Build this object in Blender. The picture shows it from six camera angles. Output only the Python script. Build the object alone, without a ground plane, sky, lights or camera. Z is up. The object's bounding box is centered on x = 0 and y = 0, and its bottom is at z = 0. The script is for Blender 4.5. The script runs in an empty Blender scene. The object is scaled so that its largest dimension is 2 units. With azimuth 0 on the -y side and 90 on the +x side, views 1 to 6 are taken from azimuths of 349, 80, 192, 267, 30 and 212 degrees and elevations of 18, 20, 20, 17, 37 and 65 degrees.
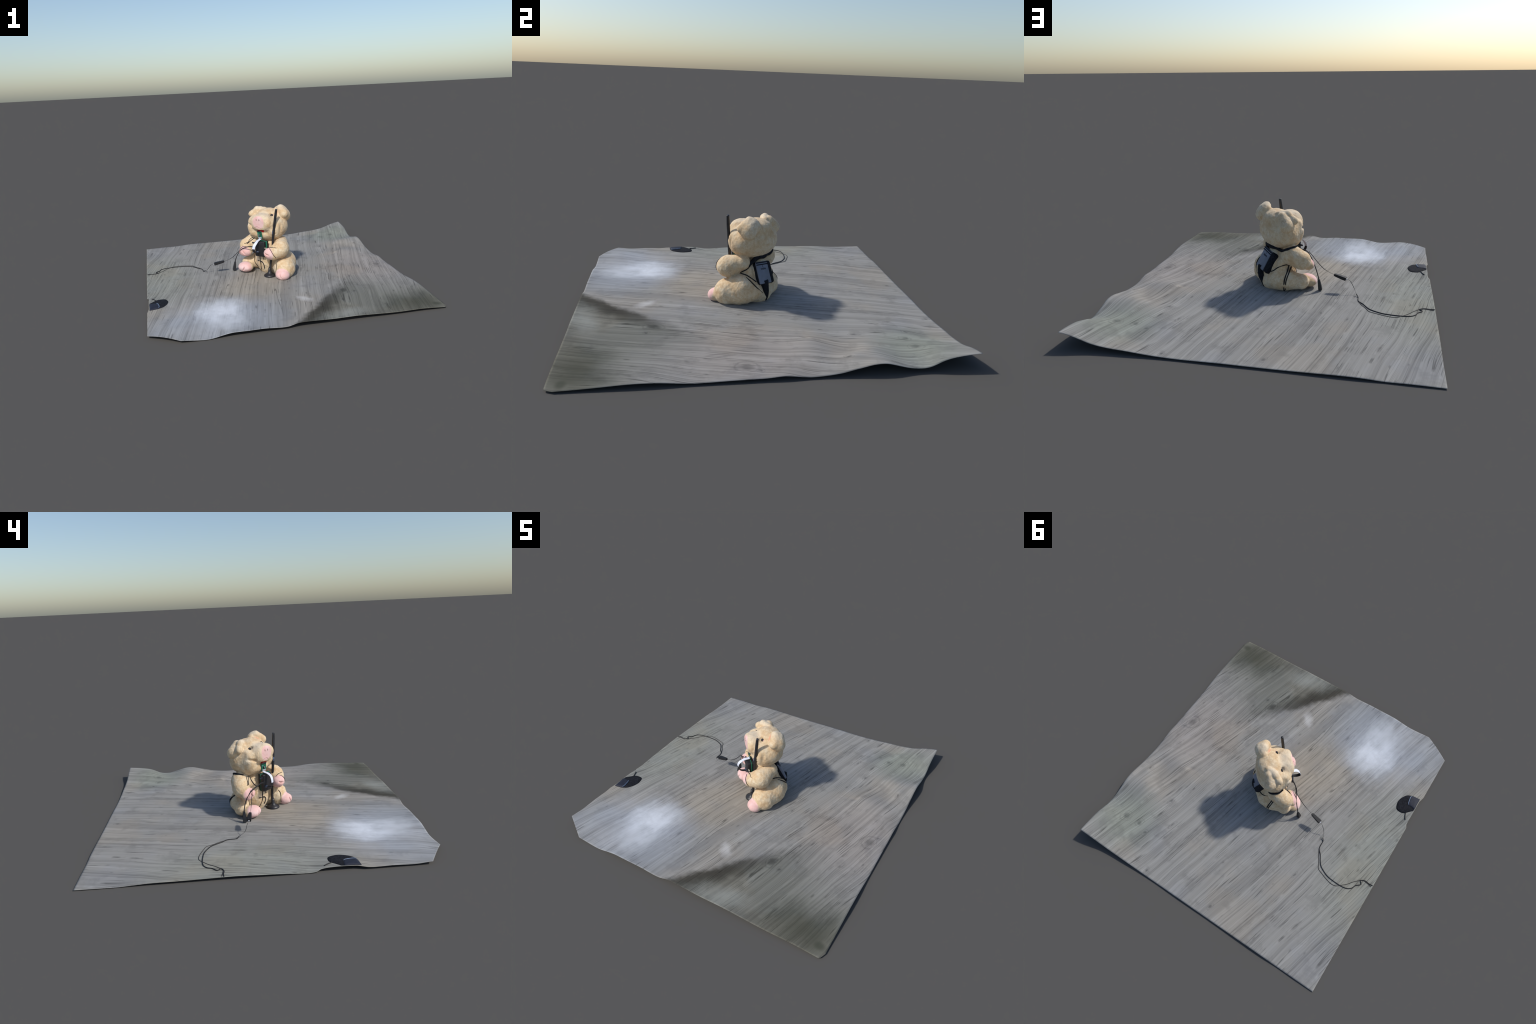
"""A plush pig wearing hobby electronics, sitting on a rippled wood-grain floor sheet."""
import bpy, bmesh, math
import numpy as np
from mathutils import Vector, Matrix

rng = np.random.default_rng(7)
SC = bpy.context.scene.collection

# ------------------------------------------------------------------ helpers
def new_obj(name, mesh, mat=None, parent=None):
    o = bpy.data.objects.new(name, mesh)
    SC.objects.link(o)
    if mat is not None:
        mesh.materials.append(mat)
    if parent is not None:
        o.parent = parent
    return o

def mesh_from(name, verts, faces, smooth=True):
    me = bpy.data.meshes.new(name)
    me.from_pydata([tuple(map(float, v)) for v in verts], [], [tuple(map(int, f)) for f in faces])
    me.update()
    if smooth:
        me.polygons.foreach_set('use_smooth', [True] * len(me.polygons))
    return me

def bm_mesh(name, bm, smooth=False):
    me = bpy.data.meshes.new(name)
    bm.normal_update()
    bm.to_mesh(me)
    bm.free()
    if smooth:
        me.polygons.foreach_set('use_smooth', [True] * len(me.polygons))
    return me

def catmull(pts, n=8):
    p = np.array(pts, float)
    p = np.vstack([2 * p[0] - p[1], p, 2 * p[-1] - p[-2]])
    out = []
    for i in range(1, len(p) - 2):
        for t in np.linspace(0, 1, n, endpoint=False):
            a, b, c, d = p[i - 1], p[i], p[i + 1], p[i + 2]
            out.append(.5 * (2 * b + (c - a) * t + (2 * a - 5 * b + 4 * c - d) * t * t + (3 * b - a - 3 * c + d) * t ** 3))
    out.append(p[-2])
    return np.array(out)

def frames(path):
    T = np.gradient(path, axis=0)
    T /= np.maximum(np.linalg.norm(T, axis=1)[:, None], 1e-9)
    up = np.array([0., 0., 1.]) if abs(T[0][2]) < .9 else np.array([1., 0, 0])
    N = []
    n = np.cross(T[0], up); n /= np.linalg.norm(n)
    for t in T:
        n = n - t * np.dot(n, t); n /= max(np.linalg.norm(n), 1e-9)
        N.append(n.copy())
    N = np.array(N)
    return T, N, np.cross(T, N)

def tube(name, pts, radius, mat, parent=None, seg=8, n=8, flat=1.0):
    """A cable: circle (or flattened circle) swept along a curve; radius may vary per control point."""
    path = catmull(pts, n)
    r = np.asarray(radius, float)
    if r.ndim == 0:
        R = np.full(len(path), float(r))
    else:
        R = np.interp(np.linspace(0, 1, len(path)), np.linspace(0, 1, len(r)), r)
    T, N, B = frames(path)
    a = np.linspace(0, 2 * np.pi, seg, endpoint=False)
    V = (path[:, None] + R[:, None, None] * (np.cos(a)[None, :, None] * N[:, None] + flat * np.sin(a)[None, :, None] * B[:, None])).reshape(-1, 3)
    F = []
    m = len(path)
    for i in range(m - 1):
        for j in range(seg):
            k = (j + 1) % seg
            F.append((i * seg + j, i * seg + k, (i + 1) * seg + k, (i + 1) * seg + j))
    V = np.vstack([V, path[0], path[-1]])
    for j in range(seg):
        k = (j + 1) % seg
        F.append((m * seg, k, j)); F.append((m * seg + 1, (m - 1) * seg + j, (m - 1) * seg + k))
    return new_obj(name, mesh_from(name, V, F), mat, parent)

def rounded_box(name, ex, ey, ez, center, size, mat, parent=None, bevel=.004, seg=3):
    """Box with bevelled edges, axes ex, ey, ez (unit vectors)."""
    bm = bmesh.new()
    bmesh.ops.create_cube(bm, size=1.0)
    for v in bm.verts:
        v.co = Vector((v.co.x * size[0], v.co.y * size[1], v.co.z * size[2]))
    bmesh.ops.bevel(bm, geom=list(bm.edges), offset=bevel, segments=seg, profile=.5, affect='EDGES')
    M = Matrix((ex, ey, ez)).transposed().to_4x4()
    M.translation = Vector(center)
    bmesh.ops.transform(bm, matrix=M, verts=bm.verts)
    me = bm_mesh(name, bm, True)
    o = new_obj(name, me, mat, parent)
    me.set_sharp_from_angle(angle=math.radians(40))
    return o

def lathe(name, prof, center, mat, parent=None, seg=32):
    V, F = [], []
    for r, z in prof:
        for j in range(seg):
            a = 2 * math.pi * j / seg
            V.append((center[0] + r * math.cos(a), center[1] + r * math.sin(a), center[2] + z))
    for i in range(len(prof) - 1):
        for j in range(seg):
            k = (j + 1) % seg
            F.append((i * seg + j, i * seg + k, (i + 1) * seg + k, (i + 1) * seg + j))
    F.append(tuple(range((len(prof) - 1) * seg, len(prof) * seg)))
    F.append(tuple(reversed(range(seg))))
    return new_obj(name, mesh_from(name, V, F), mat, parent)

def value_noise(P, cell, seed):
    """Smooth lattice noise in [-1, 1] at points P (n,3)."""
    r = np.random.default_rng(seed).uniform(-1, 1, (64, 64, 64)).astype(np.float32)
    q = P / cell
    i = np.floor(q).astype(np.int64); f = (q - i).astype(np.float32)
    f = f * f * (3 - 2 * f)
    i &= 63; j = (i + 1) & 63
    def L(a, b, c): return r[a, b, c]
    x0 = L(i[:, 0], i[:, 1], i[:, 2]) * (1 - f[:, 0]) + L(j[:, 0], i[:, 1], i[:, 2]) * f[:, 0]
    x1 = L(i[:, 0], j[:, 1], i[:, 2]) * (1 - f[:, 0]) + L(j[:, 0], j[:, 1], i[:, 2]) * f[:, 0]
    x2 = L(i[:, 0], i[:, 1], j[:, 2]) * (1 - f[:, 0]) + L(j[:, 0], i[:, 1], j[:, 2]) * f[:, 0]
    x3 = L(i[:, 0], j[:, 1], j[:, 2]) * (1 - f[:, 0]) + L(j[:, 0], j[:, 1], j[:, 2]) * f[:, 0]
    y0 = x0 * (1 - f[:, 1]) + x1 * f[:, 1]; y1 = x2 * (1 - f[:, 1]) + x3 * f[:, 1]
    return y0 * (1 - f[:, 2]) + y1 * f[:, 2]

# ------------------------------------------------------------------ node helpers
class NT:
    def __init__(self, name):
        self.m = bpy.data.materials.new(name); self.m.use_nodes = True
        self.t = self.m.node_tree; self.t.nodes.clear()
        self.out = self.t.nodes.new('ShaderNodeOutputMaterial')
        self.b = self.t.nodes.new('ShaderNodeBsdfPrincipled')
        self.t.links.new(self.b.outputs[0], self.out.inputs[0])
        self.co = self.t.nodes.new('ShaderNodeTexCoord').outputs['Object']
    def n(self, kind, **kw):
        nd = self.t.nodes.new(kind)
        for k, v in kw.items(): setattr(nd, k, v)
        return nd
    def put(self, sock, v):
        if isinstance(v, bpy.types.NodeSocket): self.t.links.new(v, sock)
        else: sock.default_value = v
    def math(self, op, a, b=0.0, c=0.0, clamp=False):
        nd = self.n('ShaderNodeMath', operation=op, use_clamp=clamp)
        self.put(nd.inputs[0], a); self.put(nd.inputs[1], b)
        if len(nd.inputs) > 2: self.put(nd.inputs[2], c)
        return nd.outputs[0]
    def mapping(self, v, loc=(0, 0, 0), rot=(0, 0, 0), scale=(1, 1, 1), kind='POINT'):
        nd = self.n('ShaderNodeMapping', vector_type=kind)
        self.put(nd.inputs['Vector'], v)
        nd.inputs['Location'].default_value = loc; nd.inputs['Rotation'].default_value = rot; nd.inputs['Scale'].default_value = scale
        return nd.outputs[0]
    def noise(self, v, scale=5., detail=3., rough=.5, dist=0., out='Fac'):
        nd = self.n('ShaderNodeTexNoise'); self.put(nd.inputs['Vector'], v)
        nd.inputs['Scale'].default_value = scale; nd.inputs['Detail'].default_value = detail
        nd.inputs['Roughness'].default_value = rough; nd.inputs['Distortion'].default_value = dist
        return nd.outputs[out]
    def remap(self, v, a, b, c=0., d=1., smooth=True):
        nd = self.n('ShaderNodeMapRange', interpolation_type='SMOOTHSTEP' if smooth else 'LINEAR')
        self.put(nd.inputs['Value'], v)
        nd.inputs['From Min'].default_value = a; nd.inputs['From Max'].default_value = b
        nd.inputs['To Min'].default_value = c; nd.inputs['To Max'].default_value = d
        return nd.outputs[0]
    def mix(self, fac, a, b, mode='MIX'):
        nd = self.n('ShaderNodeMix', data_type='RGBA', blend_type=mode)
        self.put(nd.inputs['Factor'], fac)
        for s, v in ((nd.inputs[6], a), (nd.inputs[7], b)):
            self.put(s, v if isinstance(v, bpy.types.NodeSocket) else (*v, 1.0))
        return nd.outputs[2]
    def ramp(self, v, stops):
        nd = self.n('ShaderNodeValToRGB'); self.put(nd.inputs[0], v)
        e = nd.color_ramp.elements
        while len(e) < len(stops): e.new(.5)
        for el, (p, c) in zip(e, stops):
            el.position = p; el.color = (*c, 1.0)
        return nd.outputs[0]
    def blob(self, v, c, r, inner=.75, outer=1.0, rot=(0, 0, 0)):
        """1 inside the ellipsoid (centre c, radii r), 0 outside, soft rim."""
        mp = self.mapping(v, loc=c, rot=rot, scale=r, kind='TEXTURE')
        nd = self.n('ShaderNodeVectorMath', operation='LENGTH'); self.put(nd.inputs[0], mp)
        return self.remap(nd.outputs['Value'], inner, outer, 1., 0.)
    def bump(self, h, strength=.3, dist=.002):
        nd = self.n('ShaderNodeBump'); self.put(nd.inputs['Height'], h)
        nd.inputs['Strength'].default_value = strength; nd.inputs['Distance'].default_value = dist
        self.put(self.b.inputs['Normal'], nd.outputs[0])
    def finish(self, col, rough=.6, spec=.3, metal=0.):
        self.put(self.b.inputs['Base Color'], col if isinstance(col, bpy.types.NodeSocket) else (*col, 1.))
        self.put(self.b.inputs['Roughness'], rough)
        self.b.inputs['Specular IOR Level'].default_value = spec
        self.b.inputs['Metallic'].default_value = metal
        return self.m

def plastic(name, col, rough=.45, var=.25, spec=.4, scale=40.):
    k = NT(name)
    f = k.noise(k.co, scale, 3.)
    c = k.mix(k.remap(f, .3, .7), tuple(v * (1 - var) for v in col), tuple(min(1, v * (1 + var)) for v in col))
    return k.finish(c, rough, spec)

# ================================================================== WOOD SHEET
# Corner-cropped rectangle, 1.86 x 2.00 m, rippled.  Height control points (x, y, z).
FRONT = [(-.74, .016), (-.65, .006), (-.572, .003), (-.52, .012), (-.45, .024), (-.344, .024), (-.24, .024), (-.10, .018), (-.055, .030), (.05, .032), (.18, .028), (.33, .028), (.46, .022), (.60, .017), (.763, .017), (.93, .007)]
RIGHT = [(-.98, .007), (-.86, .011), (-.736, .018), (-.65, .023), (-.52, .022), (-.39, .011), (-.212, .013), (-.03, .016), (.042, .022), (.161, .009), (.238, .012), (.315, .022), (.40, .042), (.468, .058), (.528, .059), (.59, .043), (.653, .028), (.715, .024), (.755, .032), (.803, .055), (.873, .075), (.934, .083), (1.0, .088)]
BACK = [(.857, .074), (.762, .043), (.694, .031), (.579, .022), (.427, .010), (.287, .006), (.105, .008), (-.072, .007), (-.286, .008), (-.41, .010), (-.574, .009), (-.654, .004), (-.77, .005), (-.93, .003)]
LEFT = [(.876, .002), (.768, .002), (.625, .010), (.457, .011), (.33, .013), (.168, .015), (.032, .011), (-.097, .007), (-.25, .004), (-.30, .016), (-.383, .021), (-.48, .018), (-.56, .010), (-.663, .012), (-.80, .010), (-.883, .018)]
INNER = [(.833, -.119, .021), (.412, -.567, .023), (0, .642, .017), (-.062, .648, .015), (-.487, .137, .021), (-.76, .25, .015), (-.9, .785, .002),
         (.585, .207, .033), (.66, .22, .052), (.768, .228, .049), (.76, .39, .034), (.656, .31, .036), (.70, .39, .033), (.78, .49, .057), (.84, .39, .062), (.87, .46, .061),
         (.756, .744, .042), (.652, .732, .031), (.571, .483, .022), (.575, .767, .027), (.459, .775, .020), (.598, .41, .018), (.70, .08, .028), (.83, .62, .034), (.89, .80, .068), (.6, .87, .017),
         (0, 0, .021), (.3, .2, .020), (.3, -.25, .020), (-.25, .3, .020), (-.3, -.2, .021), (0, -.4, .021), (-.3, -.5, .018), (.15, -.75, .021), (.4, -.88, .015),
         (.6, -.3, .020), (.65, -.75, .016), (-.45, -.73, .006), (-.60, -.72, .012), (-.77, -.85, .032), (-.6, -.35, .021), (-.75, -.1, .017), (-.3, .7, .013), (-.45, .65, .021), (.3, .6, .017), (-.7, .55, .012),
         (-.6, .1, .019), (.2, .85, .012), (-.84, -.40, .022), (-.84, -.48, .021), (-.78, -.36, .021), (-.76, -.52, .018)]
CP = np.array([(x, -1., z) for x, z in FRONT] + [(.93, y, z) for y, z in RIGHT] + [(x, 1., z) for x, z in BACK] + [(-.93, y, z) for y, z in LEFT] + INNER)

def tps(cp, smooth=2e-4):
    X = cp[:, :2]
    d = np.linalg.norm(X[:, None] - X[None], axis=2)
    K = np.where(d > 0, d * d * np.log(np.maximum(d, 1e-9)), 0) + smooth * np.eye(len(X))
    P = np.c_[np.ones(len(X)), X]
    A = np.block([[K, P], [P.T, np.zeros((3, 3))]])
    w = np.linalg.solve(A, np.r_[cp[:, 2], 0, 0, 0])
    def f(x, y):
        dd = np.sqrt((x[:, None] - X[None, :, 0]) ** 2 + (y[:, None] - X[None, :, 1]) ** 2)
        return np.where(dd > 0, dd * dd * np.log(np.maximum(dd, 1e-9)), 0) @ w[:-3] + w[-3] + w[-2] * x + w[-1] * y
    return f
height = tps(CP)
def sheet_z(x, y):
    x = np.atleast_1d(np.asarray(x, float)); y = np.atleast_1d(np.asarray(y, float))
    z = height(x, y)
    # two pressed creases beside the ripple near the raised corner
    def gauss(cx, cy, rx, ry, a):
        c, s = math.cos(a), math.sin(a)
        u = (x - cx) * c + (y - cy) * s; v = -(x - cx) * s + (y - cy) * c
        return np.exp(-(u / rx) ** 2 - (v / ry) ** 2)
    z = z - .007 * gauss(.60, .205, .022, .012, .6)
    return np.maximum(z, .0012)

def build_sheet(mat):
    nx, ny = 190, 204
    gx = np.linspace(-.9305, .9305, nx + 1); gy = np.linspace(-1.0005, 1.0005, ny + 1)
    X, Y = np.meshgrid(gx, gy, indexing='ij')
    wob = value_noise(np.c_[X.ravel() * 1.0, Y.ravel() * 1.0, np.zeros(X.size)] + 3., .11, 5).reshape(X.shape)
    edge = lambda d: np.clip(1 - d / .05, 0, 1)
    Y = Y + edge(1 + Y) * (.001 + .001 * wob)
    X = X - edge(.93 - X) * (.0005 + .0005 * wob)
    notch = np.clip((-.262 - Y) / .02, 0, 1) * np.clip((Y + .53) / .05, 0, 1)
    X = X + np.clip(1 - (X + .93) / .12, 0, 1) * (.012 * notch)
    Z = sheet_z(X.ravel(), Y.ravel())
    V = np.c_[X.ravel(), Y.ravel(), Z]
    F = [(i * (ny + 1) + j, (i + 1) * (ny + 1) + j, (i + 1) * (ny + 1) + j + 1, i * (ny + 1) + j + 1) for i in range(nx) for j in range(ny)]
    me = mesh_from('floor_sheet', V, F)
    bm = bmesh.new(); bm.from_mesh(me)
    def cut(p, n):
        bmesh.ops.bisect_plane(bm, geom=bm.verts[:] + bm.edges[:] + bm.faces[:], plane_co=p, plane_no=n, clear_outer=True, dist=1e-6)
    cut((-.93, -.883, 0), (-.118, -.19, 0))          # cropped corner
    cut((.914, -.995, 0), (.55, -.6, 0))
    cut((.928, -.965, 0), (.9, -.35, 0))
    bm.to_mesh(me); bm.free()
    me.polygons.foreach_set('use_smooth', [True] * len(me.polygons))
    o = new_obj('floor_sheet', me, mat)
    sol = o.modifiers.new('thick', 'SOLIDIFY'); sol.thickness = .0011; sol.offset = -1
    return o

def wood_material():
    k = NT('weathered_wood_print')
    ang = math.radians(14)
    base = k.mapping(k.co, rot=(0, 0, ang))            # y axis now runs along the grain
    flat = k.mapping(base, scale=(1, 1, 0))
    xy = k.mapping(k.co, scale=(1, 1, 0))
    # gentle wander of the grain
    wan = k.noise(k.mapping(flat, scale=(1.3, .6, 1)), 2.0, 3., .4, out='Color')
    sub = k.n('ShaderNodeVectorMath', operation='MULTIPLY_ADD')
    k.put(sub.inputs[0], wan); sub.inputs[1].default_value = (.09, 0, 0); k.put(sub.inputs[2], flat)
    g = sub.outputs[0]
    knots = [(.833, -.119, .05, .035), (.756, .744, .035, .03), (.652, .732, .028, .022), (.40, -.56, .05, .03), (.571, .483, .03, .014),
             (.575, .767, .02, .014), (.84, .365, .02, .012), (.0, .642, .012, .012), (.46, -.60, .02, .012), (.28, -.1, .02, .01), (.87, -.06, .02, .012),
             (-.30, .40, .03, .010), (-.1, .93, .025, .012), (.1, .30, .02, .008), (.45, .62, .03, .01), (-.45, .45, .025, .01), (.4, .968, .02, .012)]
    kj = k.n('ShaderNodeVectorMath', operation='MULTIPLY_ADD')
    k.put(kj.inputs[0], k.noise(xy, 22., 3., .6, out='Color')); kj.inputs[1].default_value = (.035, .035, 0); k.put(kj.inputs[2], k.mapping(xy, loc=(-.0175, -.0175, 0)))
    kmask = None
    for (x, y, rx, ry) in knots:
        mp = k.mapping(kj.outputs[0], loc=(x, y, 0), rot=(0, 0, -ang + math.radians(90)), scale=(rx, ry, 1), kind='TEXTURE')
        ln = k.n('ShaderNodeVectorMath', operation='LENGTH'); k.put(ln.inputs[0], mp)
        m = k.math('MAXIMUM', k.remap(ln.outputs['Value'], .15, 1.0, .9, 0.), k.math('MULTIPLY', k.remap(k.math('ABSOLUTE', k.math('SUBTRACT', ln.outputs['Value'], 1.15)), .0, .22, 1., 0.), .35))
        kmask = m if kmask is None else k.math('MAXIMUM', kmask, m)
    # streak layers at three widths
    s1 = k.noise(k.mapping(g, scale=(8, .45, 1)), 1.0, 5., .60)
    s2 = k.noise(k.mapping(g, scale=(38, .30, 1)), 1.0, 5., .62)
    s3 = k.noise(k.mapping(g, scale=(110, .8, 1)), 1.0, 4., .6)
    blotch = k.noise(xy, 6.5, 5., .62)
    blotch2 = k.noise(k.mapping(xy, loc=(4, 2, 0)), 2.3, 3., .5)
    col = k.ramp(s2, [(.26, (.185, .182, .176)), (.42, (.265, .262, .254)), (.55, (.31, .307, .298)), (.74, (.37, .368, .36))])
    col = k.mix(k.remap(s1, .50, .68, .0, .50), col, (.19, .188, .187))
    col = k.mix(k.remap(s1, .34, .46, .30, .0), col, (.42, .42, .415))
    col = k.mix(k.remap(s3, .34, .47, .40, 0.), col, (.105, .102, .10))
    col = k.mix(k.remap(blotch, .52, .66, 0., .45), col, (.19, .188, .186))
    # thin dark cracks along the grain
    lm = None
    for off, sc, thr in (((3, 1, 0), (12, .22, 1), .006), ((7, 5, 0), (26, .28, 1), .010), ((1, 9, 0), (52, .45, 1), .018)):
        cr = k.noise(k.mapping(g, scale=sc, loc=off), 1.0, 2., .5, .15)
        line = k.math('ABSOLUTE', k.math('SUBTRACT', cr, .5))
        m = k.math('MULTIPLY', k.remap(line, .0, thr, 1., 0.), k.remap(k.noise(k.mapping(xy, loc=off), 5., 3.), .46, .58))
        lm = m if lm is None else k.math('MAXIMUM', lm, m)
    lmask = lm
    col = k.mix(k.math('MULTIPLY', lmask, .70), col, (.07, .068, .068))
    # small dark pores and nicks
    vor = k.n('ShaderNodeTexVoronoi'); k.put(vor.inputs['Vector'], k.mapping(g, scale=(22, 8, 1))); vor.inputs['Scale'].default_value = 1.
    spk = k.math('MULTIPLY', k.remap(vor.outputs['Distance'], .06, .19, 1., 0.), k.remap(k.noise(xy, 9., 2.), .53, .60))
    col = k.mix(k.math('MULTIPLY', spk, .5), col, (.085, .084, .084))
    col = k.mix(k.math('MULTIPLY', kmask, k.remap(blotch, .3, .6, .5, .8)), col, (.10, .10, .102))
    # hue drift: cool, warm, greenish, mauve areas
    tint = lambda c, m, f: k.mix(m if isinstance(m, float) else k.math('MULTIPLY', m, f), col, c, 'MULTIPLY')
    col = tint((.94, .97, 1.04), k.remap(blotch2, .54, .68), .6)
    col = tint((1.04, .99, .93), k.remap(blotch2, .48, .34), .8)
    bl = lambda c, r, inn=.2, out=1.0: k.blob(xy, (*c, 0), (*r, 9), inn, out)
    col = tint((.93, .97, .91), bl((-.85, .1), (.42, .8)), .9)
    col = tint((.89, .96, .89), bl((.75, .75), (.32, .3)), 1.)
    col = tint((1.03, .97, .95), bl((.75, -.1), (.45, .55)), .9)
    col = tint((1.16, 1.08, .97), bl((-.18, -.30), (.40, .36)), 1.)
    col = tint((1.02, 1.10, 1.24), bl((-.48, -.82), (.62, .42)), 1.)
    # glare and lit areas painted as pale patches, with streaky outline
    def jitter(amount, sc):
        nd = k.n('ShaderNodeVectorMath', operation='MULTIPLY_ADD')
        k.put(nd.inputs[0], k.noise(k.mapping(flat, scale=sc), 3.2, 4., .6, out='Color')); nd.inputs[1].default_value = (amount, amount, 0); k.put(nd.inputs[2], xy)
        return k.mapping(nd.outputs[0], loc=(-amount / 2, -amount / 2, 0), scale=(1, 1, 0))
    jxy = jitter(.24, (3, 1.2, 1)); lxy = jitter(.07, (4, 4, 1))
    def jb(c, r, a, inn, out, v=None): return k.blob(jxy if v is None else v, (*c, 0), (*r, 9), inn, out, rot=(0, 0, math.radians(a)))
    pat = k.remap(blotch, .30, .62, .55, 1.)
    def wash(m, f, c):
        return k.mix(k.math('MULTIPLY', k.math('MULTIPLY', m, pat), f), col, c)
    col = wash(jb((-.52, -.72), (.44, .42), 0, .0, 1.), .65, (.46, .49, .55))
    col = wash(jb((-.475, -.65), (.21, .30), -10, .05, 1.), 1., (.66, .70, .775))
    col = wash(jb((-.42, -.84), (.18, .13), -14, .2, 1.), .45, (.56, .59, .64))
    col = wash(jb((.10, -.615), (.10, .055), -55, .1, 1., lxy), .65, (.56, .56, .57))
    # baked shadow painted into the wood, front edge to right-hand corner
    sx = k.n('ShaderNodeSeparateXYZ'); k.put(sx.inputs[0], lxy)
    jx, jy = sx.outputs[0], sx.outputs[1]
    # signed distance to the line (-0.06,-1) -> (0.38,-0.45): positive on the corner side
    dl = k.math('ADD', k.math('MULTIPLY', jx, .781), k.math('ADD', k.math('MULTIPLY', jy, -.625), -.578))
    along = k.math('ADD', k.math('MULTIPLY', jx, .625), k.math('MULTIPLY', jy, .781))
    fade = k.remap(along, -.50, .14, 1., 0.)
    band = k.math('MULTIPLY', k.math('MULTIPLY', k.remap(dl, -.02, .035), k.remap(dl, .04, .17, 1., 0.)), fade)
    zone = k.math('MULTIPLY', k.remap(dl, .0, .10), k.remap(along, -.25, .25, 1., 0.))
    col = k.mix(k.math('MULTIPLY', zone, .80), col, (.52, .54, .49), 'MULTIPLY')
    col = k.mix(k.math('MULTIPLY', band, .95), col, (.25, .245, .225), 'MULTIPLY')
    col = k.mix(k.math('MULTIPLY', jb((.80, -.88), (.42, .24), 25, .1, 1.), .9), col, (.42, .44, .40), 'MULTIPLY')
    col = wash(jb((.28, -.93), (.26, .10), 15, .1, 1., lxy), .50, (.36, .38, .36))
    col = k.mix(k.math('MULTIPLY', bl((.885, -.935), (.045, .035), .2), .7), col, (.06, .065, .05))
    col = k.mix(1.0, col, (.93, .92, .89), 'MULTIPLY')
    k.bump(k.math('ADD', k.math('MULTIPLY', s2, .6), k.math('MULTIPLY', lmask, -.6)), .22, .002)
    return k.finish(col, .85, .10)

# ================================================================== PLUSH PIG (local frame: +X pig's left, -Y front)
CREASE = .006
# name: (kind, numbers)  ellipsoid = centre, radii, euler ; cone = a, ra, b, rb
BODY = {
 'head': ('E', [0, .023, .379, .162, .107, .108, .012, -.076, -.087]),
 'brow': ('E', [.001, .034, .460, .095, .078, .049, .038, 0, -.027]),
 'snout': ('E', [.007, -.073, .423, .092, .073, .064, -.013, -.06, -.018]),
 'cheekL': ('E', [.090, -.028, .376, .056, .061, .078, .025, .018, -.003]),
 'cheekR': ('E', [-.089, -.031, .373, .048, .062, .086, .080, -.048, -.002]),
 'jaw': ('E', [-.006, -.025, .330, .081, .065, .046, -.002, -.014, .002]),
 'earL': ('C', [.057, .061, .496, .024, .097, .053, .506, .025]),
 'earL2': ('C', [.092, .054, .511, .029, .132, .035, .475, .034]),
 'earL3': ('C', [.088, .064, .484, .048, .118, .064, .460, .046]),
 'earR': ('C', [-.049, .054, .486, .024, -.093, .021, .492, .027]),
 'earR2': ('C', [-.094, .023, .489, .023, -.134, .001, .460, .023]),
 'earR3': ('C', [-.087, .050, .474, .038, -.128, .055, .437, .043]),
 'torso': ('E', [.005, .036, .140, .121, .124, .171, .082, -.05, -.001]),
 'armL': ('C', [.109, .016, .262, .048, .147, -.048, .236, .060]),
 'foreL': ('C', [.143, -.066, .224, .060, .116, -.112, .206, .048]),
 'armR': ('C', [-.121, .013, .246, .064, -.169, -.032, .214, .056]),
 'handL': ('E', [.098, -.128, .211, .044, .040, .040, 0, .092, .072]),
 'handR': ('E', [-.151, -.079, .182, .058, .038, .038, 0, -.119, .086]),
 'legL': ('C', [.118, .028, .103, .089, .169, -.041, .080, .080]),
 'legR': ('C', [-.097, .045, .088, .059, -.170, -.029, .076, .047]),
 'hipL': ('C', [.120, .038, .100, .084, .090, .085, .094, .058]),
 'hipR': ('C', [-.105, .045, .088, .064, -.075, .080, .082, .060]),
 'footL': ('E', [.191, -.108, .052, .055, .048, .039, .005, .020, .031]),
 'footR': ('E', [-.143, -.099, .064, .063, .053, .038, .045, -.051, -.050]),
}
REGION = {'head': 'head', 'brow': 'head', 'cheekL': 'head', 'cheekR': 'head', 'jaw': 'head', 'snout': 'snout',
          'earL': 'ear', 'earL2': 'ear', 'earL3': 'ear', 'earR': 'ear.001', 'earR2': 'ear.001', 'earR3': 'ear.001', 'torso': 'torso',
          'armL': 'arm', 'foreL': 'arm', 'armR': 'arm.001', 'handL': 'hand', 'handR': 'hand.001',
          'legL': 'leg', 'legR': 'leg.001', 'hipL': 'leg', 'hipR': 'leg.001', 'footL': 'foot', 'footR': 'foot.001'}

def rotm(a, b, c):
    ca, sa, cb, sb, cc, sc = math.cos(a), math.sin(a), math.cos(b), math.sin(b), math.cos(c), math.sin(c)
    return (np.array([[1, 0, 0], [0, ca, -sa], [0, sa, ca]]) @ np.array([[cb, 0, sb], [0, 1, 0], [-sb, 0, cb]]) @ np.array([[cc, -sc, 0], [sc, cc, 0], [0, 0, 1]])).astype(np.float32)

def sd_ell(P, q):
    p = (P - np.array(q[:3], np.float32)) @ rotm(*q[6:9])
    r = np.array(q[3:6], np.float32)
    k0 = np.sqrt(((p / r) ** 2).sum(-1)); k1 = np.sqrt(((p / r ** 2) ** 2).sum(-1))
    return k0 * (k0 - 1) / np.maximum(k1, 1e-5)

def sd_cone(P, q):
    a = np.array(q[:3], np.float32); b = np.array(q[4:7], np.float32); ba = b - a
    h = np.clip(((P - a) @ ba) / (ba @ ba), 0, 1)
    return np.sqrt(((P - a - h[..., None] * ba) ** 2).sum(-1)) - (q[3] + (q[7] - q[3]) * h)

def prim(P, n):
    kind, q = BODY[n]
    return sd_ell(P, q) if kind == 'E' else sd_cone(P, q)

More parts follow.
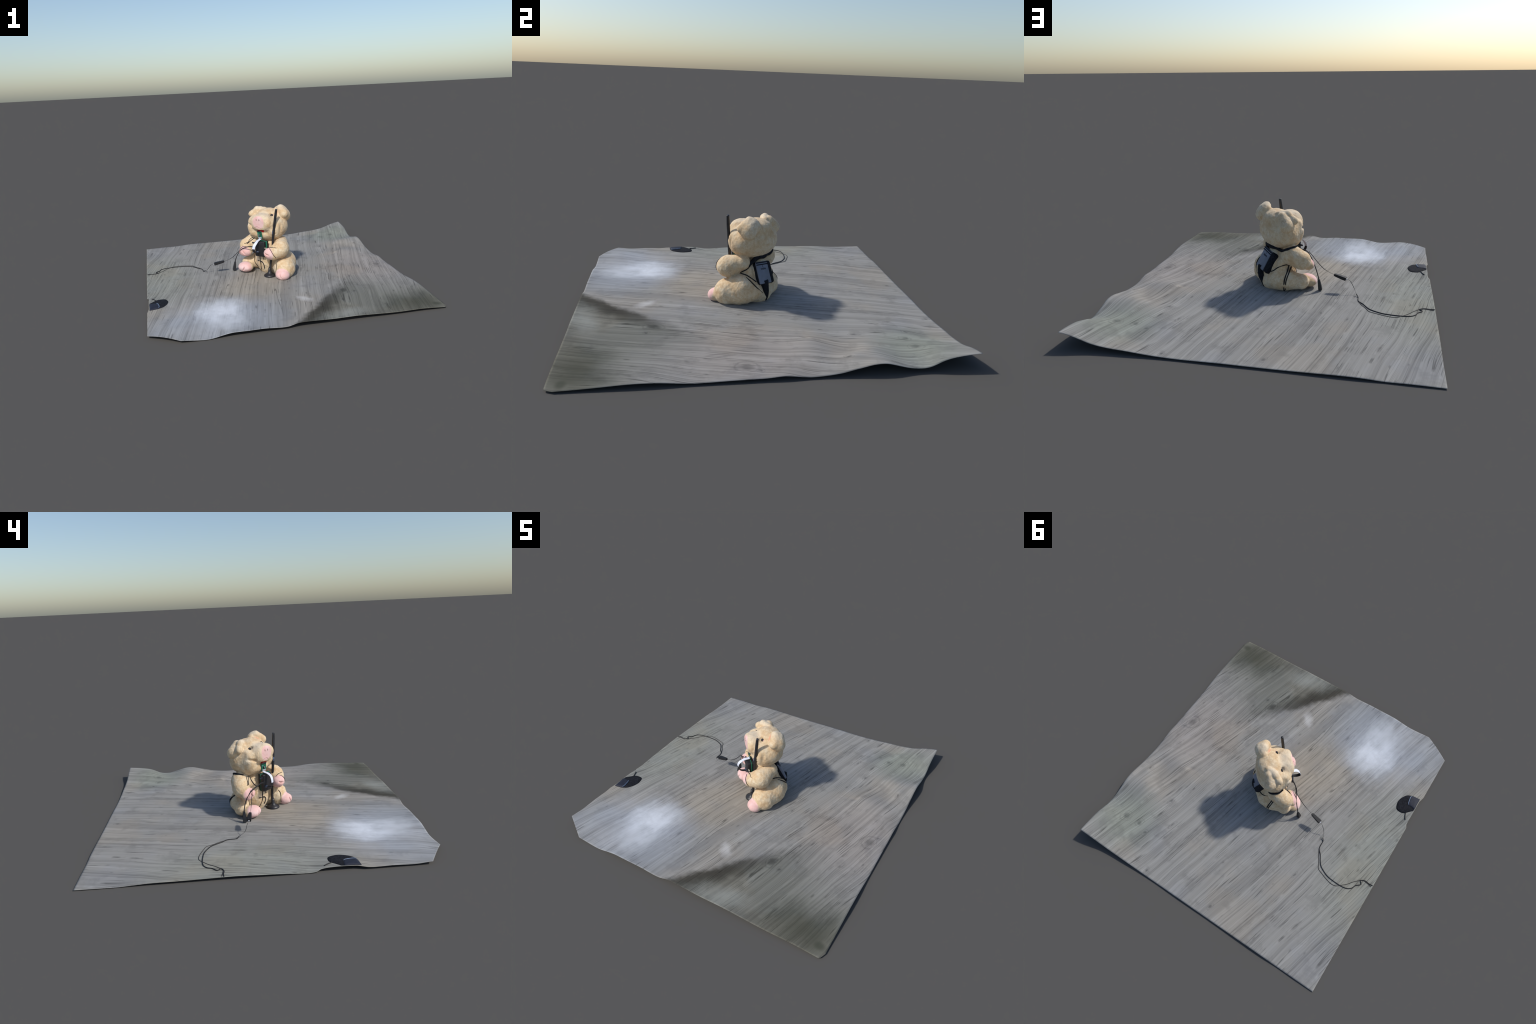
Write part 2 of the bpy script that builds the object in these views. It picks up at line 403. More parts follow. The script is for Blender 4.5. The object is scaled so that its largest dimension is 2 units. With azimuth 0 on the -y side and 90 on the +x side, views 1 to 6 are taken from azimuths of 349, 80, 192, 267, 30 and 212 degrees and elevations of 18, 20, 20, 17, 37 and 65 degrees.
def smin(a, b, k):
    h = np.clip(k - np.abs(a - b), 0, None) / k
    return np.minimum(a, b) - h * h * k * .25
def smax(a, b, k): return -smin(-a, -b, k)

def body_field(P):
    """Signed distance of the whole plush body, plus the distance to each named region."""
    P = P.astype(np.float32)
    D = {n: prim(P, n) for n in BODY}
    # flat front of the snout
    D['snout'] = smax(D['snout'], -(P[:, 1] + .120 + .06 * (P[:, 2] - .437)), .018)
    head = smin(smin(D['head'], D['brow'], .03), D['jaw'], .03)
    head = smin(smin(head, D['cheekL'], .022), D['cheekR'], .022)
    head = smin(head, D['snout'], .022)
    # groove under the cheeks and the mouth pocket
    def carve(d, a, b, r, k=.008): return smax(d, -sd_cone(P, [*a, r, *b, r]), k)
    head = carve(head, (-.03, -.100, .366), (.035, -.100, .366), .010)
    head = carve(head, (-.02, -.098, .35), (.012, -.098, .30), .010, .012)
    head = carve(head, (-.128, -.070, .405), (-.075, -.088, .395), .006, .014)
    head = carve(head, (.150, -.040, .42), (.150, -.045, .35), .008, .014)
    head = carve(head, (.115, -.075, .41), (.110, -.070, .35), .006, .014)
    # eye sockets
    head = smax(head, -sd_ell(P, [-.060, -.036, .464, .012, .012, .009, 0, 0, 0]), .012)
    head = smax(head, -sd_ell(P, [.060, -.028, .478, .012, .012, .009, 0, 0, 0]), .012)
    eL = smin(smin(D['earL'], D['earL2'], .012), D['earL3'], .012)
    eR = smin(smin(D['earR'], D['earR2'], .012), D['earR3'], .004)
    eL = carve(eL, (.048, .038, .524), (.108, -.006, .480), .009, .008)
    head = smin(smin(head, eL, .007), eR, .006)
    aL = smin(smin(D['armL'], D['foreL'], .03), D['handL'], .010)
    aR = smin(D['armR'], D['handR'], .010)
    def hoof(d, c, n, t):   # trotter cleft
        p = P - np.array(c, np.float32)
        u = p @ np.array(n, np.float32)
        s = np.abs(u) - t
        r = np.sqrt((p * p).sum(-1))
        return smax(d, -smax(s, r - .020, .004), .010)
    fL = smin(smin(D['legL'], D['hipL'], .03), D['footL'], .010); fR = smin(smin(D['legR'], D['hipR'], .03), D['footR'], .010)
    fL = hoof(fL, (.196, -.158, .052), (.9, -.1, .3), .0015)
    fR = hoof(fR, (-.130, -.156, .060), (.9, .1, -.35), .0015)
    aL = hoof(aL, (.090, -.168, .211), (.3, 0, .95), .0015)
    aR = hoof(aR, (-.150, -.122, .180), (.8, 0, .6), .0015)
    # back pressed flat under the power bank
    press = (P - np.array([.027, .1165, .201], np.float32)) @ np.array([.02, .895, .446], np.float32) + .034
    D['torso'] = smax(D['torso'], press, .02)
    low = smin(smin(D['torso'], fL, .02), fR, .02)
    low = smin(smin(low, aL, .008), aR, .008)
    low = carve(low, (-.01, -.095, .15), (-.01, -.085, .04), .006, .014)
    d = smin(low, head, CREASE)
    reg = {}
    for n in BODY:
        r = REGION[n]; v = D[n]
        reg[r] = v if r not in reg else np.minimum(reg[r], v)
    return d, reg

def surface_nets(F, lo, h):
    """Dual mesh of the zero level of grid field F."""
    S = F < 0
    nx, ny, nz = F.shape
    cs = sum(S[i:nx - 1 + i, j:ny - 1 + j, l:nz - 1 + l].astype(np.int8) for i in (0, 1) for j in (0, 1) for l in (0, 1))
    act = (cs > 0) & (cs < 8)
    idx = -np.ones(act.shape, np.int64)
    cells = np.argwhere(act); idx[act] = np.arange(len(cells))
    acc = np.zeros((len(cells), 3)); cnt = np.zeros(len(cells))
    corners = [(i, j, l) for i in (0, 1) for j in (0, 1) for l in (0, 1)]
    for a in corners:
        for ax in range(3):
            if a[ax]: continue
            b = list(a); b[ax] = 1
            fa = F[cells[:, 0] + a[0], cells[:, 1] + a[1], cells[:, 2] + a[2]]
            fb = F[cells[:, 0] + b[0], cells[:, 1] + b[1], cells[:, 2] + b[2]]
            c = (fa < 0) != (fb < 0)
            t = np.where(c, fa / np.where(c, fa - fb, 1), 0)
            p = np.array(a, float)[None].repeat(len(cells), 0); p[:, ax] += t
            acc += np.where(c[:, None], p, 0); cnt += c
    V = lo + h * (cells + acc / cnt[:, None])
    quads = []
    for ax in range(3):
        sl0 = [slice(1, None)] * 3; sl1 = [slice(1, None)] * 3
        sl0[ax] = slice(0, -1); sl1[ax] = slice(1, None)
        u, w = (ax + 1) % 3, (ax + 2) % 3
        sl0[u] = sl1[u] = slice(1, F.shape[u] - 1); sl0[w] = sl1[w] = slice(1, F.shape[w] - 1)
        A, B = S[tuple(sl0)], S[tuple(sl1)]
        E = np.argwhere(A != B); flip = A[A != B]
        base = E.copy(); base[:, u] += 1; base[:, w] += 1
        q = []
        for du, dw in ((-1, -1), (0, -1), (0, 0), (-1, 0)):
            c = base.copy(); c[:, u] += du; c[:, w] += dw
            q.append(idx[c[:, 0], c[:, 1], c[:, 2]])
        q = np.stack(q, 1)
        q[~flip] = q[~flip][:, ::-1]
        quads.append(q)
    return V, np.vstack(quads)

def fur_noise(P):
    n = .0021 * value_noise(P + 5, .026, 11) + .0009 * value_noise(P + 9, .011, 12) + .0007 * value_noise(P * np.array([1, 1, .6]) + 2, .006, 13)
    return n

def build_body(parent, mat):
    h = .003
    lo = np.array([-.258, -.196, .002]); hi = np.array([.282, .178, .562])
    n = np.ceil((hi - lo) / h).astype(int) + 1
    ax = [lo[i] + h * np.arange(n[i]) for i in range(3)]
    G = np.stack(np.meshgrid(*ax, indexing='ij'), -1).reshape(-1, 3).astype(np.float32)
    # coarse mask first: only evaluate near the surface
    rough = np.full(len(G), 1e9, np.float32)
    for nm in BODY: rough = np.minimum(rough, prim(G, nm))
    near = np.abs(rough) < .03
    F = rough.copy()
    pn = G[near]
    smooth_area = np.zeros(len(pn), np.float32)
    d, reg = body_field(pn)
    pink = np.minimum.reduce([reg[k] for k in ('hand', 'hand.001', 'foot', 'foot.001')])
    amp = np.clip((pink + .004) / .01, .35, 1)
    nose = (pn[:, 1] < -.100) & (np.abs(pn[:, 0]) < .06) & (np.abs(pn[:, 2] - .437) < .065)
    amp = np.where(nose, .3, amp)
    d = d + amp * fur_noise(pn)
    F[near] = smax(d, .010 - pn[:, 2], .008)      # flattened where it sits
    F = F.reshape(n)
    V, Q = surface_nets(F, lo, h)
    # one relaxation pass
    nb = np.zeros_like(V); ct = np.zeros(len(V))
    for a, b in ((0, 1), (1, 2), (2, 3), (3, 0)):
        np.add.at(nb, Q[:, a], V[Q[:, b]]); np.add.at(ct, Q[:, a], 1)
        np.add.at(nb, Q[:, b], V[Q[:, a]]); np.add.at(ct, Q[:, b], 1)
    V = .55 * V + .45 * nb / np.maximum(ct, 1)[:, None]
    # vertex normals of the whole body
    fn = np.cross(V[Q[:, 2]] - V[Q[:, 0]], V[Q[:, 3]] - V[Q[:, 1]])
    N = np.zeros_like(V)
    for i in range(4): np.add.at(N, Q[:, i], fn)
    N /= np.maximum(np.linalg.norm(N, axis=1)[:, None], 1e-12)
    cen = V[Q].mean(1)
    _, reg = body_field(cen)
    names = list(reg)
    lab = np.argmin(np.stack([reg[k] for k in names], 1), 1)
    for i, nm in enumerate(names):
        q = Q[lab == i]
        used, inv = np.unique(q, return_inverse=True)
        me = mesh_from(nm, V[used], inv.reshape(-1, 4))
        me.normals_split_custom_set_from_vertices([tuple(v) for v in N[used]])
        o = new_obj(nm.split('.')[0], me, mat, parent)

def surf(p, off=.002):
    """Push a rough point onto the plush surface."""
    p = np.array([p], np.float64)
    for _ in range(8):
        d = body_field(p)[0][0] - off
        g = np.array([(body_field(p + e)[0][0] - body_field(p - e)[0][0]) / .004 for e in np.eye(3) * .002])
        p = p - .8 * d * g / max(np.dot(g, g), .2)
    return p[0]

def plush_material():
    k = NT('plush_fur')
    n1 = k.noise(k.co, 14., 4., .6); n2 = k.noise(k.co, 55., 4., .6); n3 = k.noise(k.co, 240., 2., .5)
    col = k.ramp(n1, [(.30, (.62, .42, .235)), (.44, (.69, .52, .325)), (.58, (.72, .585, .40)), (.75, (.73, .63, .48))])
    col = k.mix(k.remap(n2, .36, .58, .34, 0.), col, (.50, .31, .155))
    col = k.mix(k.remap(n3, .36, .58, .30, 0.), col, (.42, .29, .17))
    bl = lambda c, r, inn=.8, out=1.05, rot=(0, 0, 0): k.blob(k.co, c, r, inn, out, rot)
    # paler muzzle, ear tops and brow
    pale = k.math('MAXIMUM', bl((.0, -.07, .44), (.085, .08, .08), .6, 1.1), bl((.09, .05, .54), (.07, .06, .05), .3, 1.1))
    pale = k.math('MAXIMUM', pale, bl((-.08, .02, .52), (.06, .06, .035), .3, 1.1))
    col = k.mix(k.math('MULTIPLY', pale, .55), col, (.70, .60, .46))
    # brown worn fur on elbows and ear backs
    brown = k.math('MAXIMUM', bl((.185, .0, .21), (.05, .06, .05), .2, 1.1), bl((-.13, .09, .47), (.05, .04, .04), .2, 1.1))
    brown = k.math('MAXIMUM', brown, bl((.15, -.02, .36), (.05, .05, .07), .2, 1.1))
    col = k.mix(k.math('MULTIPLY', brown, k.remap(n2, .40, .6, .0, .6)), col, (.36, .21, .10))
    # pink trotters and snout disc
    pink = bl((.092, -.142, .208), (.052, .048, .050), .88, 1.04)
    for c, r in (((-.152, -.098, .178), (.056, .046, .050)), ((.196, -.128, .05), (.062, .054, .056)), ((-.142, -.124, .062), (.064, .055, .058)),
                 ((.002, -.128, .434), (.053, .030, .060))):
        pink = k.math('MAXIMUM', pink, bl(c, r, .88, 1.04))
    pc = k.ramp(k.noise(k.co, 22., 3.), [(.3, (.73, .43, .39)), (.7, (.77, .55, .53))])
    col = k.mix(pink, col, pc)
    # ear linings showing in the folds
    lin = bl((.080, .018, .502), (.036, .007, .020), .6, 1.2, (0, .6, -.65))
    lin = k.math('MAXIMUM', lin, bl((-.086, .013, .485), (.028, .006, .014), .6, 1.2, (0, -.6, .9)))
    col = k.mix(k.math('MULTIPLY', lin, .65), col, (.62, .27, .18))
    # dirty hem where it rests on the floor
    k.bump(k.math('ADD', k.math('MULTIPLY', n3, .5), n2), .55, .003)
    k.b.inputs['Sheen Weight'].default_value = .15
    k.b.inputs['Sheen Roughness'].default_value = .5
    return k.finish(col, .9, .1)

# ------------------------------------------------------------------ build
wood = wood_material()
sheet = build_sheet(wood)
sheet['label'] = 'thin rippled grey weathered wood grain floor sheet, one corner cropped'
sheet['category'] = 'floor sheet'

black = plastic('black_plastic', (.018, .018, .021), .42, .3, .45)
rubber = plastic('black_rubber', (.014, .014, .016), .55, .3, .35)
navy = plastic('navy_plastic', (.020, .023, .036), .6, .15, .2)
cloth = plastic('black_cloth', (.012, .013, .017), .85, .4, .15, 90.)
grey_slab = plastic('blue_grey_plastic', (.15, .165, .21), .5, .12, .35, 18.)
white = plastic('white_ribbon', (.66, .69, .78), .45, .06, .4, 30.)
green = plastic('green_circuit_board', (.012, .13, .075), .4, .5, .4, 160.)
solder = plastic('bright_solder', (.45, .44, .34), .35, .3, .5)
red = plastic('red_felt', (.50, .018, .02), .8, .2, .2)
steel = plastic('pale_metal', (.38, .39, .42), .35, .15, .5)
blue_ink = plastic('blue_print', (.16, .24, .42), .5, .1)
eye_black = plastic('glass_eye', (.012, .010, .012), .12, .1, .6)
eye_pink = plastic('eye_rim', (.55, .33, .30), .7, .1, .2)

pig = bpy.data.objects.new('plush_pig', None)
SC.objects.link(pig)
pig.rotation_euler = (0, 0, math.radians(-45))
pig['label'] = 'cream plush pig sitting upright, strapped with black hobby electronics'
pig['category'] = 'plush toy'
fur = plush_material()
build_body(pig, fur)

def ball(name, c, r, mat, parent, seg=20):
    bm = bmesh.new(); bmesh.ops.create_uvsphere(bm, u_segments=seg, v_segments=seg // 2, radius=1.)
    for v in bm.verts: v.co = Vector((c[0] + v.co.x * r[0], c[1] + v.co.y * r[1], c[2] + v.co.z * r[2]))
    return new_obj(name, bm_mesh(name, bm, True), mat, parent)

for c in ((-.061, -.033, .463), (.061, -.026, .477)):
    p = surf(c, .0015)
    e = ball('eye', p, (.0120, .0100, .0105), eye_black, pig)
    q = p + np.array([math.copysign(.010, c[0]), .005, .002])
    r = ball('eye_corner', q, (.006, .005, .005), eye_pink, e)
for x in (-.013, .012):
    p = surf((x, -.119, .451), -.0005)
    ball('nostril', p, (.0028, .002, .0075), plastic('nostril_thread', (.12, .05, .04), .8), pig, 12)
tube('mouth_stitch', [surf(p, .0005) for p in ((-.035, -.112, .392), (-.012, -.118, .400), (.006, -.119, .398), (.02, -.116, .388))], .0015, plastic('pink_thread', (.58, .34, .32), .8), pig)
rounded_box('mouth_felt', (1, 0, 0), (0, 1, 0), (0, 0, 1), (.004, -.088, .362), (.052, .012, .016), red, pig, .004)

# camera board hanging from the mouth
bx = Vector((.046, -.005, 0)).normalized(); bz = Vector((-.004, -.006, .056)).normalized(); by = bz.cross(bx)
cam = rounded_box('camera_board', bx, by, bz, (-.004, -.0955, .334), (.042, .004, .060), green, pig, .001, 1)
bc = Vector((-.004, -.0955, .334))
rounded_box('board_connector', bx, by, bz, bc + bz * .026 - by * .003, (.040, .005, .009), black, cam, .001, 1)
rounded_box('lens_block', bx, by, bz, bc - bz * .004 - by * .004, (.013, .007, .016), black, cam, .001, 1)
ball('lens', bc - bz * .001 - by * .0085, (.004, .003, .004), steel, cam, 12)
rounded_box('board_chip', bx, by, bz, bc + bx * -.012 + bz * .008 - by * .003, (.008, .003, .012), plastic('pale_chip', (.10, .30, .26), .4), cam, .001, 1)
rounded_box('board_connector', bx, by, bz, bc - bz * .023 - by * .003, (.030, .004, .011), steel, cam, .001, 1)

def ribbon(name, pts, width, side, thick, mat, parent):
    path = catmull(pts, 8); T, _, _ = frames(path)
    V, F = [], []
    for p, t in zip(path, T):
        s = np.array(side, float); s -= t * np.dot(s, t); s /= np.linalg.norm(s); n = np.cross(t, s)
        for a, b in ((-1, -1), (1, -1), (1, 1), (-1, 1)):
            V.append(p + s * a * width / 2 + n * b * thick / 2)
    for i in range(len(path) - 1):
        for j in range(4):
            k = (j + 1) % 4
            F.append((i * 4 + j, i * 4 + k, i * 4 + 4 + k, i * 4 + 4 + j))
    F.append((3, 2, 1, 0)); m = (len(path) - 1) * 4; F.append((m, m + 1, m + 2, m + 3))
    me = mesh_from(name, V, F); o = new_obj(name, me, mat, parent); me.set_sharp_from_angle(angle=math.radians(35))
    return o
ribbon('ribbon_cable', [(-.004, -.089, .304), (-.004, -.100, .298), (-.004, -.128, .294), (-.004, -.152, .282), (-.010, -.168, .262), (-.014, -.174, .240)], .022, (1, .15, .0), .0016, white, pig)
ribbon('ribbon_cable', [(-.014, -.1745, .240), (-.010, -.168, .218), (-.006, -.150, .206), (-.002, -.122, .204)], .020, (1, .15, 0), .0016, rubber, pig)

# black computer case on the belly
case = rounded_box('computer_case', (1, 0, 0), (0, 1, 0), (0, 0, 1), (.004, -.099, .228), (.082, .040, .116), black, pig, .005)
rounded_box('circuit_board', (1, 0, 0), (0, 1, 0), (0, 0, 1), (.008, -.092, .230), (.094, .004, .120), green, case, .001, 1)
rounded_box('case_lid', (1, 0, 0), (0, 1, 0), (0, 0, 1), (.008, -.080, .231), (.094, .014, .114), rubber, case, .003)
ball('case_button', (-.016, -.120, .204), (.013, .006, .009), plastic('slate_button', (.06, .075, .11), .35), case)
rounded_box('connector', (1, 0, 0), (0, 1, 0), (0, 0, 1), (-.050, -.108, .268), (.032, .010, .010), navy, case, .002)
rounded_box('connector', (1, 0, 0), (0, 1, 0), (0, 0, 1), (-.050, -.112, .236), (.030, .012, .012), rubber, case, .002)
rounded_box('connector', (1, 0, 0), (0, 1, 0), (0, 0, 1), (.052, -.112, .240), (.026, .008, .006), solder, case, .002)

# power bank strapped to the back
pw = Vector((-.095, .012, -.012)).normalized(); pd = Vector((.040, .055, -.112)); pd = (pd - pw * pd.dot(pw)).normalized(); pn_ = pd.cross(pw).normalized()
if pn_.y < 0: pn_ = -pn_
pc_ = Vector((.028, .119, .202))
bank = rounded_box('power_bank', pw, pd, pw.cross(pd), pc_ - pn_ * .006, (.094, .132, .014), grey_slab, pig, .005)
pouch = rounded_box('pouch', pw, pd, pw.cross(pd), pc_ - pn_ * .024 + pw * .018, (.128, .136, .040), cloth, pig, .014)
rounded_box('pouch_strap', pw, pd, pw.cross(pd), pc_ - pd * .048 + pn_ * .001, (.099, .006, .004), cloth, pouch, .001, 1)
rounded_box('pouch_strap', pw, pd, pw.cross(pd), pc_ - pd * .060 + pn_ * .001, (.099, .006, .006), cloth, pouch, .001, 1)
cu = bpy.data.curves.new('lettering', 'FONT'); cu.body = 'VAPN'; cu.size = .016; cu.extrude = .0004; cu.align_x = 'CENTER'
tmp = bpy.data.objects.new('lettering', cu); SC.objects.link(tmp)
dg = bpy.context.evaluated_depsgraph_get()
tme = bpy.data.meshes.new_from_object(tmp.evaluated_get(dg))
bpy.data.objects.remove(tmp)
tz = pn_; tx = pw if pw.cross(-pd).dot(tz) > 0 else -pw; ty = tz.cross(tx)
M = Matrix((tx, ty, tz)).transposed().to_4x4(); M.translation = pc_ + pn_ * .0016 - pd * .016
tme.transform(M); tme.materials.clear()
new_obj('lettering', tme, cloth, bank)
for s, w in ((.034, .010), (.044, .012)):
    rounded_box('printed_mark', pw, pd, pw.cross(pd), pc_ + pn_ * .0012 - pd * s, (.004, w * .6, .001), cloth, bank, .0003, 1)
# limp end of the pouch hanging to the floor
V = []
tube('pouch_tail', [(.036, .122, .160), (.036, .124, .125), (.030, .125, .090), (.018, .122, .055), (.014, .116, .022)], [.034, .036, .034, .026, .018], cloth, pig, 14, 8, .60)

def strap(name, pts, r, mat=cloth, off=.0015, flat=1.):
    return tube(name, [surf(p, off) for p in pts], r, mat, pig, 8, 6, flat)
strap('strap', [(.11, .0, .197), (.118, .052, .188), (.106, .083, .172), (.088, .114, .162)], .0032)
strap('strap', [(.113, .018, .194), (.126, .085, .167), (.105, .113, .124), (.075, .127, .093)], .0030)
strap('strap', [(-.03, .145, .15), (-.066, .127, .159), (-.093, .094, .172), (-.106, .051, .185), (-.11, .02, .19)], .0032)
strap('strap', [(-.111, .029, .175), (-.126, .049, .139), (-.140, .076, .101), (-.131, .074, .049), (-.128, .07, .02)], .0040)
strap('strap', [(-.112, .010, .165), (-.138, .047, .133), (-.149, .073, .097), (-.137, .067, .05)], .0034)
strap('neck_band', [(.10, .05, .245), (.075, .08, .258), (.042, .092, .275), (-.009, .092, .278), (-.05, .078, .272), (-.10, .066, .276), (-.135, .050, .288), (-.148, .010, .300), (-.13, -.026, .297)], [.007, .011, .016, .017, .012, .009, .008, .006, .005])
strap('strap', [(.10, .02, .205), (.105, .051, .23), (.075, .080, .253)], .0028)
strap('wire', [(-.094, -.025, .288), (-.115, -.049, .264), (-.140, -.075, .240)], .0024)
strap('wire', [(-.075, -.010, .280), (-.065, -.038, .240), (-.057, -.059, .212), (-.03, -.085, .20)], .0028)
strap('wire', [(-.16, -.078, .240), (-.135, -.066, .252), (-.126, -.047, .272), (-.108, -.033, .284)], .0018)
strap('wire', [(-.113, -.033, .182), (-.115, -.04, .150), (-.100, -.045, .095), (-.078, -.05, .036)], .0022)
strap('wire', [(-.018, -.087, .172), (-.016, -.087, .128), (-.015, -.083, .099), (-.028, -.066, .045)], .0030)
strap('wire', [(.011, -.089, .172), (.015, -.089, .140)], .0020)
strap('strap', [(-.043, -.077, .121), (-.014, -.086, .122), (.007, -.087, .114), (.015, -.082, .089), (.011, -.074, .063)], .0048, cloth, .001, .6)
strap('wire', [(.105, -.138, .246), (.118, -.142, .235), (.130, -.145, .222), (.142, -.142, .205), (.150, -.134, .190)], .0020)
strap('wire', [(.138, -.097, .128), (.142, -.112, .104), (.140, -.118, .045)], .0020)
strap('wire', [(.082, -.128, .242), (.115, -.12, .254), (.150, -.112, .250)], .0020)

# cable with a plug dangling to the floor
lead = tube('cable', [(-.050, -.112, .236), (-.075, -.118, .238), (-.105, -.122, .233), (-.165, -.112, .205), (-.207, -.109, .158), (-.228, -.111, .115), (-.234, -.113, .092)], [.0050, .0045, .0034, .0030, .0030, .0032, .0040], rubber, pig)
def tapered(name, a, b, wa, wb, da, db, mat, parent, side):
    a, b = np.array(a), np.array(b); t = (b - a) / np.linalg.norm(b - a); s = np.array(side, float); s -= t * (s @ t); s /= np.linalg.norm(s); n = np.cross(t, s)
    bm = bmesh.new(); rings = []
    for f in (0, .25, .75, 1):
        c = a + (b - a) * f; w = (wa + (wb - wa) * min(1, f * 2)) / 2; d = (da + (db - da) * min(1, f * 2)) / 2
        rings.append([bm.verts.new(c + s * w * i + n * d * j) for i, j in ((-1, -1), (1, -1), (1, 1), (-1, 1))])
    for r0, r1 in zip(rings, rings[1:]):
        for j in range(4): bm.faces.new((r0[j], r0[(j + 1) % 4], r1[(j + 1) % 4], r1[j]))
    bm.faces.new(rings[0][::-1]); bm.faces.new(rings[-1])
    bmesh.ops.recalc_face_normals(bm, faces=bm.faces)
    bmesh.ops.bevel(bm, geom=list(bm.edges), offset=.0018, segments=2, affect='EDGES')
    return new_obj(name, bm_mesh(name, bm), mat, parent)
tapered('plug', (-.234, -.112, .096), (-.2405, -.121, .026), .010, .025, .010, .022, black, lead, (.7, -.7, 0))
ua, ub = np.array([-.272, -.2015, .119]), np.array([-.339, -.247, .100])
thin = tube('wire', [(-.11, -.126, .238), (-.152, -.121, .226), (-.180, -.138, .190), (-.215, -.161, .151), (-.245, -.183, .130), tuple(ua)], [.0022, .0022, .0022, .0022, .0010, .0009], rubber, pig)
tapered('memory_stick', ua, ua + (ub - ua) * .95, .016, .026, .014, .020, rubber, thin, (.55, -.83, 0))
tapered('stick_tip', ua + (ub - ua) * .92, ub + (ub - ua) * .05, .012, .008, .006, .005, steel, thin, (.55, -.83, 0))
cs, sn = math.cos(math.radians(45)), math.sin(math.radians(45))
def to_local(x, y, z): return ((x - y) * cs, (x + y) * cs, z)
tube('wire', [tuple(ub), (-.352, -.253, .097), (-.365, -.257, .089), (-.387, -.262, .060), (-.405, -.258, .045), to_local(-.479, .129, .034)], [.0006, .0006, .0016, .0016, .0006, .0012], rubber, pig)

# cable lying across the sheet
flo = bpy.data.objects.new('floor_cable', None); SC.objects.link(flo)
flo['label'] = 'thin black cable curling across the sheet, its shadow modelled as a second strand'; flo['category'] = 'cable'
C1 = [(-.479, .129), (-.491, .148), (-.493, .185), (-.500, .210), (-.524, .236), (-.547, .274), (-.568, .300), (-.600, .320), (-.643, .337), (-.690, .343), (-.745, .344), (-.789, .337), (-.816, .318), (-.831, .288), (-.857, .262), (-.842, .241), (-.869, .226), (-.900, .229), (-.927, .227)]
C2 = [(-.493, .190), (-.500, .212), (-.516, .247), (-.545, .292), (-.564, .326), (-.601, .342), (-.643, .357), (-.688, .367), (-.722, .361), (-.747, .340), (-.779, .310), (-.804, .277), (-.831, .249), (-.853, .231), (-.885, .232), (-.922, .240)]
def on_sheet(c, lift, first=0.):
    z = sheet_z([p[0] for p in c], [p[1] for p in c])
    return [(p[0], p[1], float(zz) + lift + (first if i == 0 else 0)) for i, (p, zz) in enumerate(zip(c, z))]
tube('strand', on_sheet(C1, .0022, .010), .0030, rubber, flo)
tube('strand', on_sheet(C2, .0008), .0022, plastic('cable_shadow_brown', (.05, .046, .042), .6), flo)  # the cable's shadow line, built as a thinner brown tube

# antenna on a round foot
ant = bpy.data.objects.new('antenna', None); SC.objects.link(ant)
ant.rotation_euler = (0, 0, math.radians(-45))
ant['label'] = 'black stick antenna rising from a round magnetic foot'; ant['category'] = 'antenna'
lathe('antenna_foot', [(.042, 0), (.045, .004), (.044, .010), (.034, .018), (.020, .025), (.014, .034), (.011, .050), (.0095, .066)], (.073, -.098, .020), black, ant)
tube('antenna_rod', [(.074, -.094, .070), (.078, -.090, .11), (.086, -.087, .17), (.098, -.084, .25), (.107, -.084, .34), (.118, -.080, .42), (.127, -.077, .48), (.135, -.074, .534)], [.0105, .0085, .008, .0085, .0092, .0095, .010, .0082], black, ant, 14)
for i, z in enumerate((.352, .362, .370)):
    rounded_box('printed_mark', (.7, -.7, 0), (.7, .7, 0), (0, 0, 1), (.1085 - .004 + .0005 * i, -.0925, z), (.008, .002, .005), blue_ink, ant, .0005, 1)

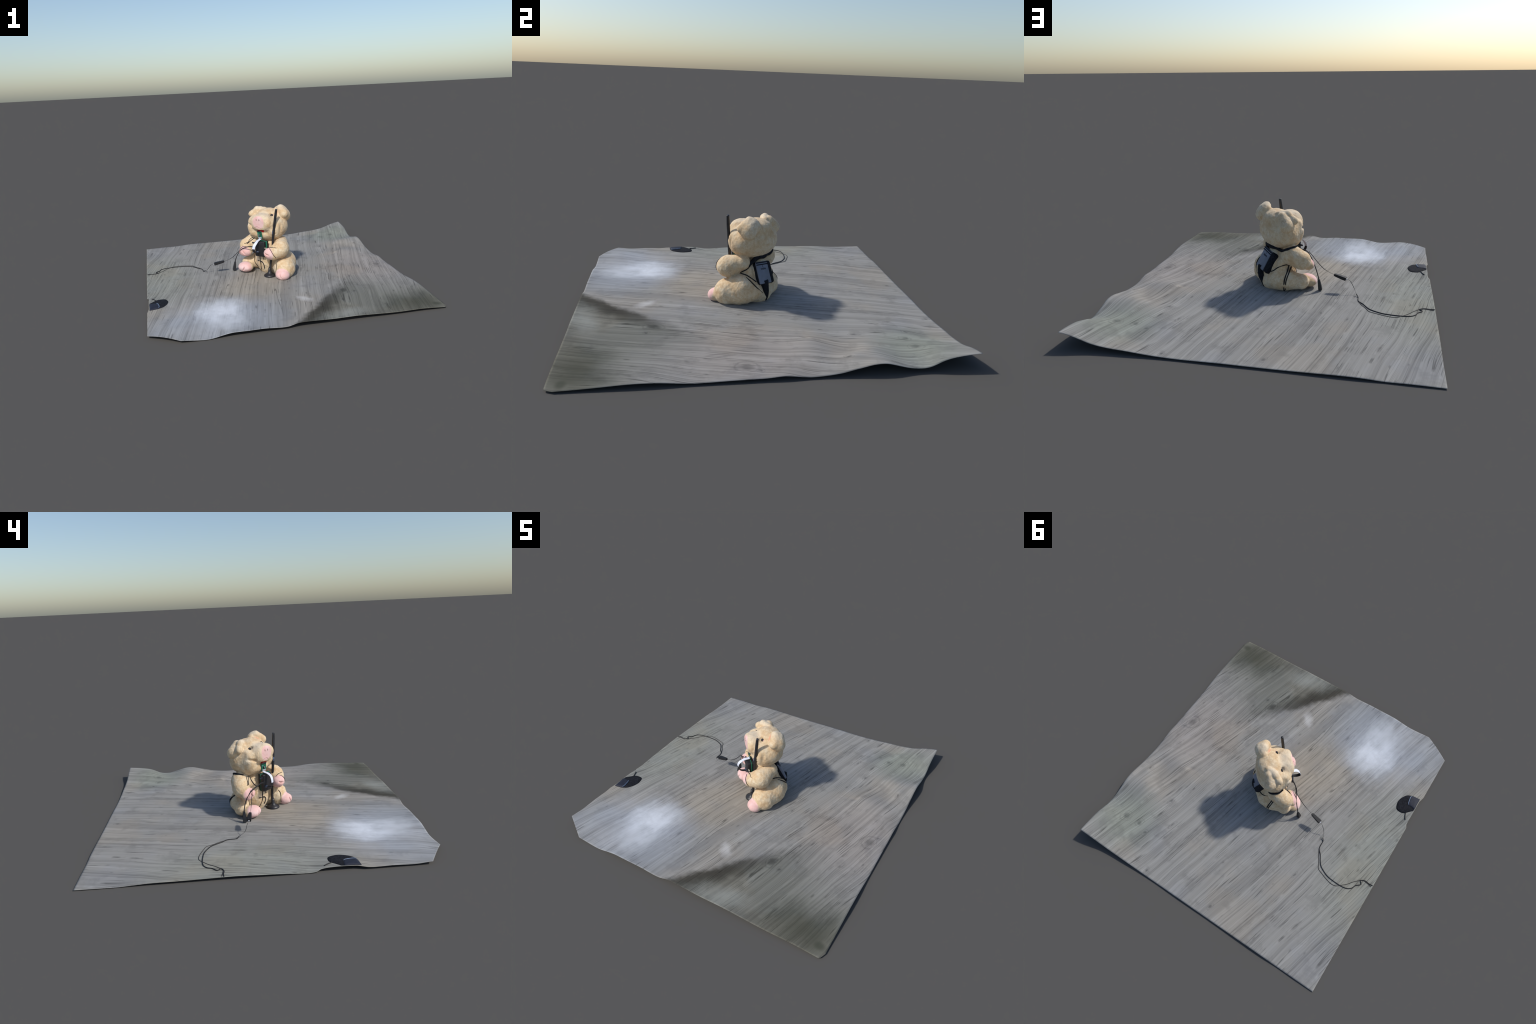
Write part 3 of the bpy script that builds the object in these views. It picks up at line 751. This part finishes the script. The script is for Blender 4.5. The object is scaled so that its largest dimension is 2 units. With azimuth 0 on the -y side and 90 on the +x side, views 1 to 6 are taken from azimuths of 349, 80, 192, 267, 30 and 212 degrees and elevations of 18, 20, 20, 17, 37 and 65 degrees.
# computer mouse cropped by the sheet's edge
mo = bpy.data.objects.new('computer_mouse', None); SC.objects.link(mo)
mo['label'] = 'dark navy computer mouse cropped at the sheet edge'; mo['category'] = 'mouse'
def patch(name, outline, lift, dome, mat, parent, rings=8):
    """Low dome over a closed outline lying on the sheet."""
    o = catmull(outline + [outline[0]], 6)[:-1]
    c = o.mean(0); V = []; F = []; m = len(o)
    for r in range(rings + 1):
        f = 1 - r / rings
        p = c + (o - c) * max(f, .02)
        z = sheet_z(p[:, 0], p[:, 1]) + lift + dome * math.sqrt(max(0, 1 - f ** 4))
        V += [(a, b, zz) for (a, b), zz in zip(p, z)]
    for r in range(rings):
        for j in range(m):
            k = (j + 1) % m
            F.append((r * m + j, r * m + k, (r + 1) * m + k, (r + 1) * m + j))
    F.append(tuple(range(rings * m, rings * m + m)))
    base = len(V)
    V += [(a, b, sheet_z(a, b)[0] - .0005) for a, b in o]
    for j in range(m):
        k = (j + 1) % m
        F.append((base + j, base + k, k, j))
    return new_obj(name, mesh_from(name, V, F), mat, parent)
patch('mouse_side_and_shadow', [(-.914, -.503), (-.870, -.499), (-.848, -.493), (-.820, -.476), (-.798, -.440), (-.789, -.400), (-.797, -.360), (-.814, -.340), (-.848, -.338), (-.870, -.348), (-.886, -.366), (-.904, -.386), (-.914, -.40), (-.914, -.45)], .0008, .003, cloth, mo)  # near-black low dome merges the mouse's side with the shadow around it
patch('mouse_shell', [(-.913, -.503), (-.872, -.497), (-.850, -.489), (-.846, -.470), (-.852, -.440), (-.860, -.418), (-.885, -.413), (-.913, -.412), (-.914, -.45)], .003, .005, navy, mo)
tube('mouse_rim', [(x, y, float(sheet_z(x, y)[0]) + .0062) for x, y in ((-.856, -.490), (-.850, -.478), (-.853, -.450), (-.859, -.424), (-.868, -.416))], [.0015, .003, .003, .0025, .001], plastic('blue_grey_rim', (.11, .15, .22), .35), mo)
tube('mouse_cord', [(x, y, float(sheet_z(x, y)[0]) + .003) for x, y in ((-.874, -.352), (-.880, -.335), (-.888, -.318), (-.896, -.308))], .003, rubber, mo)
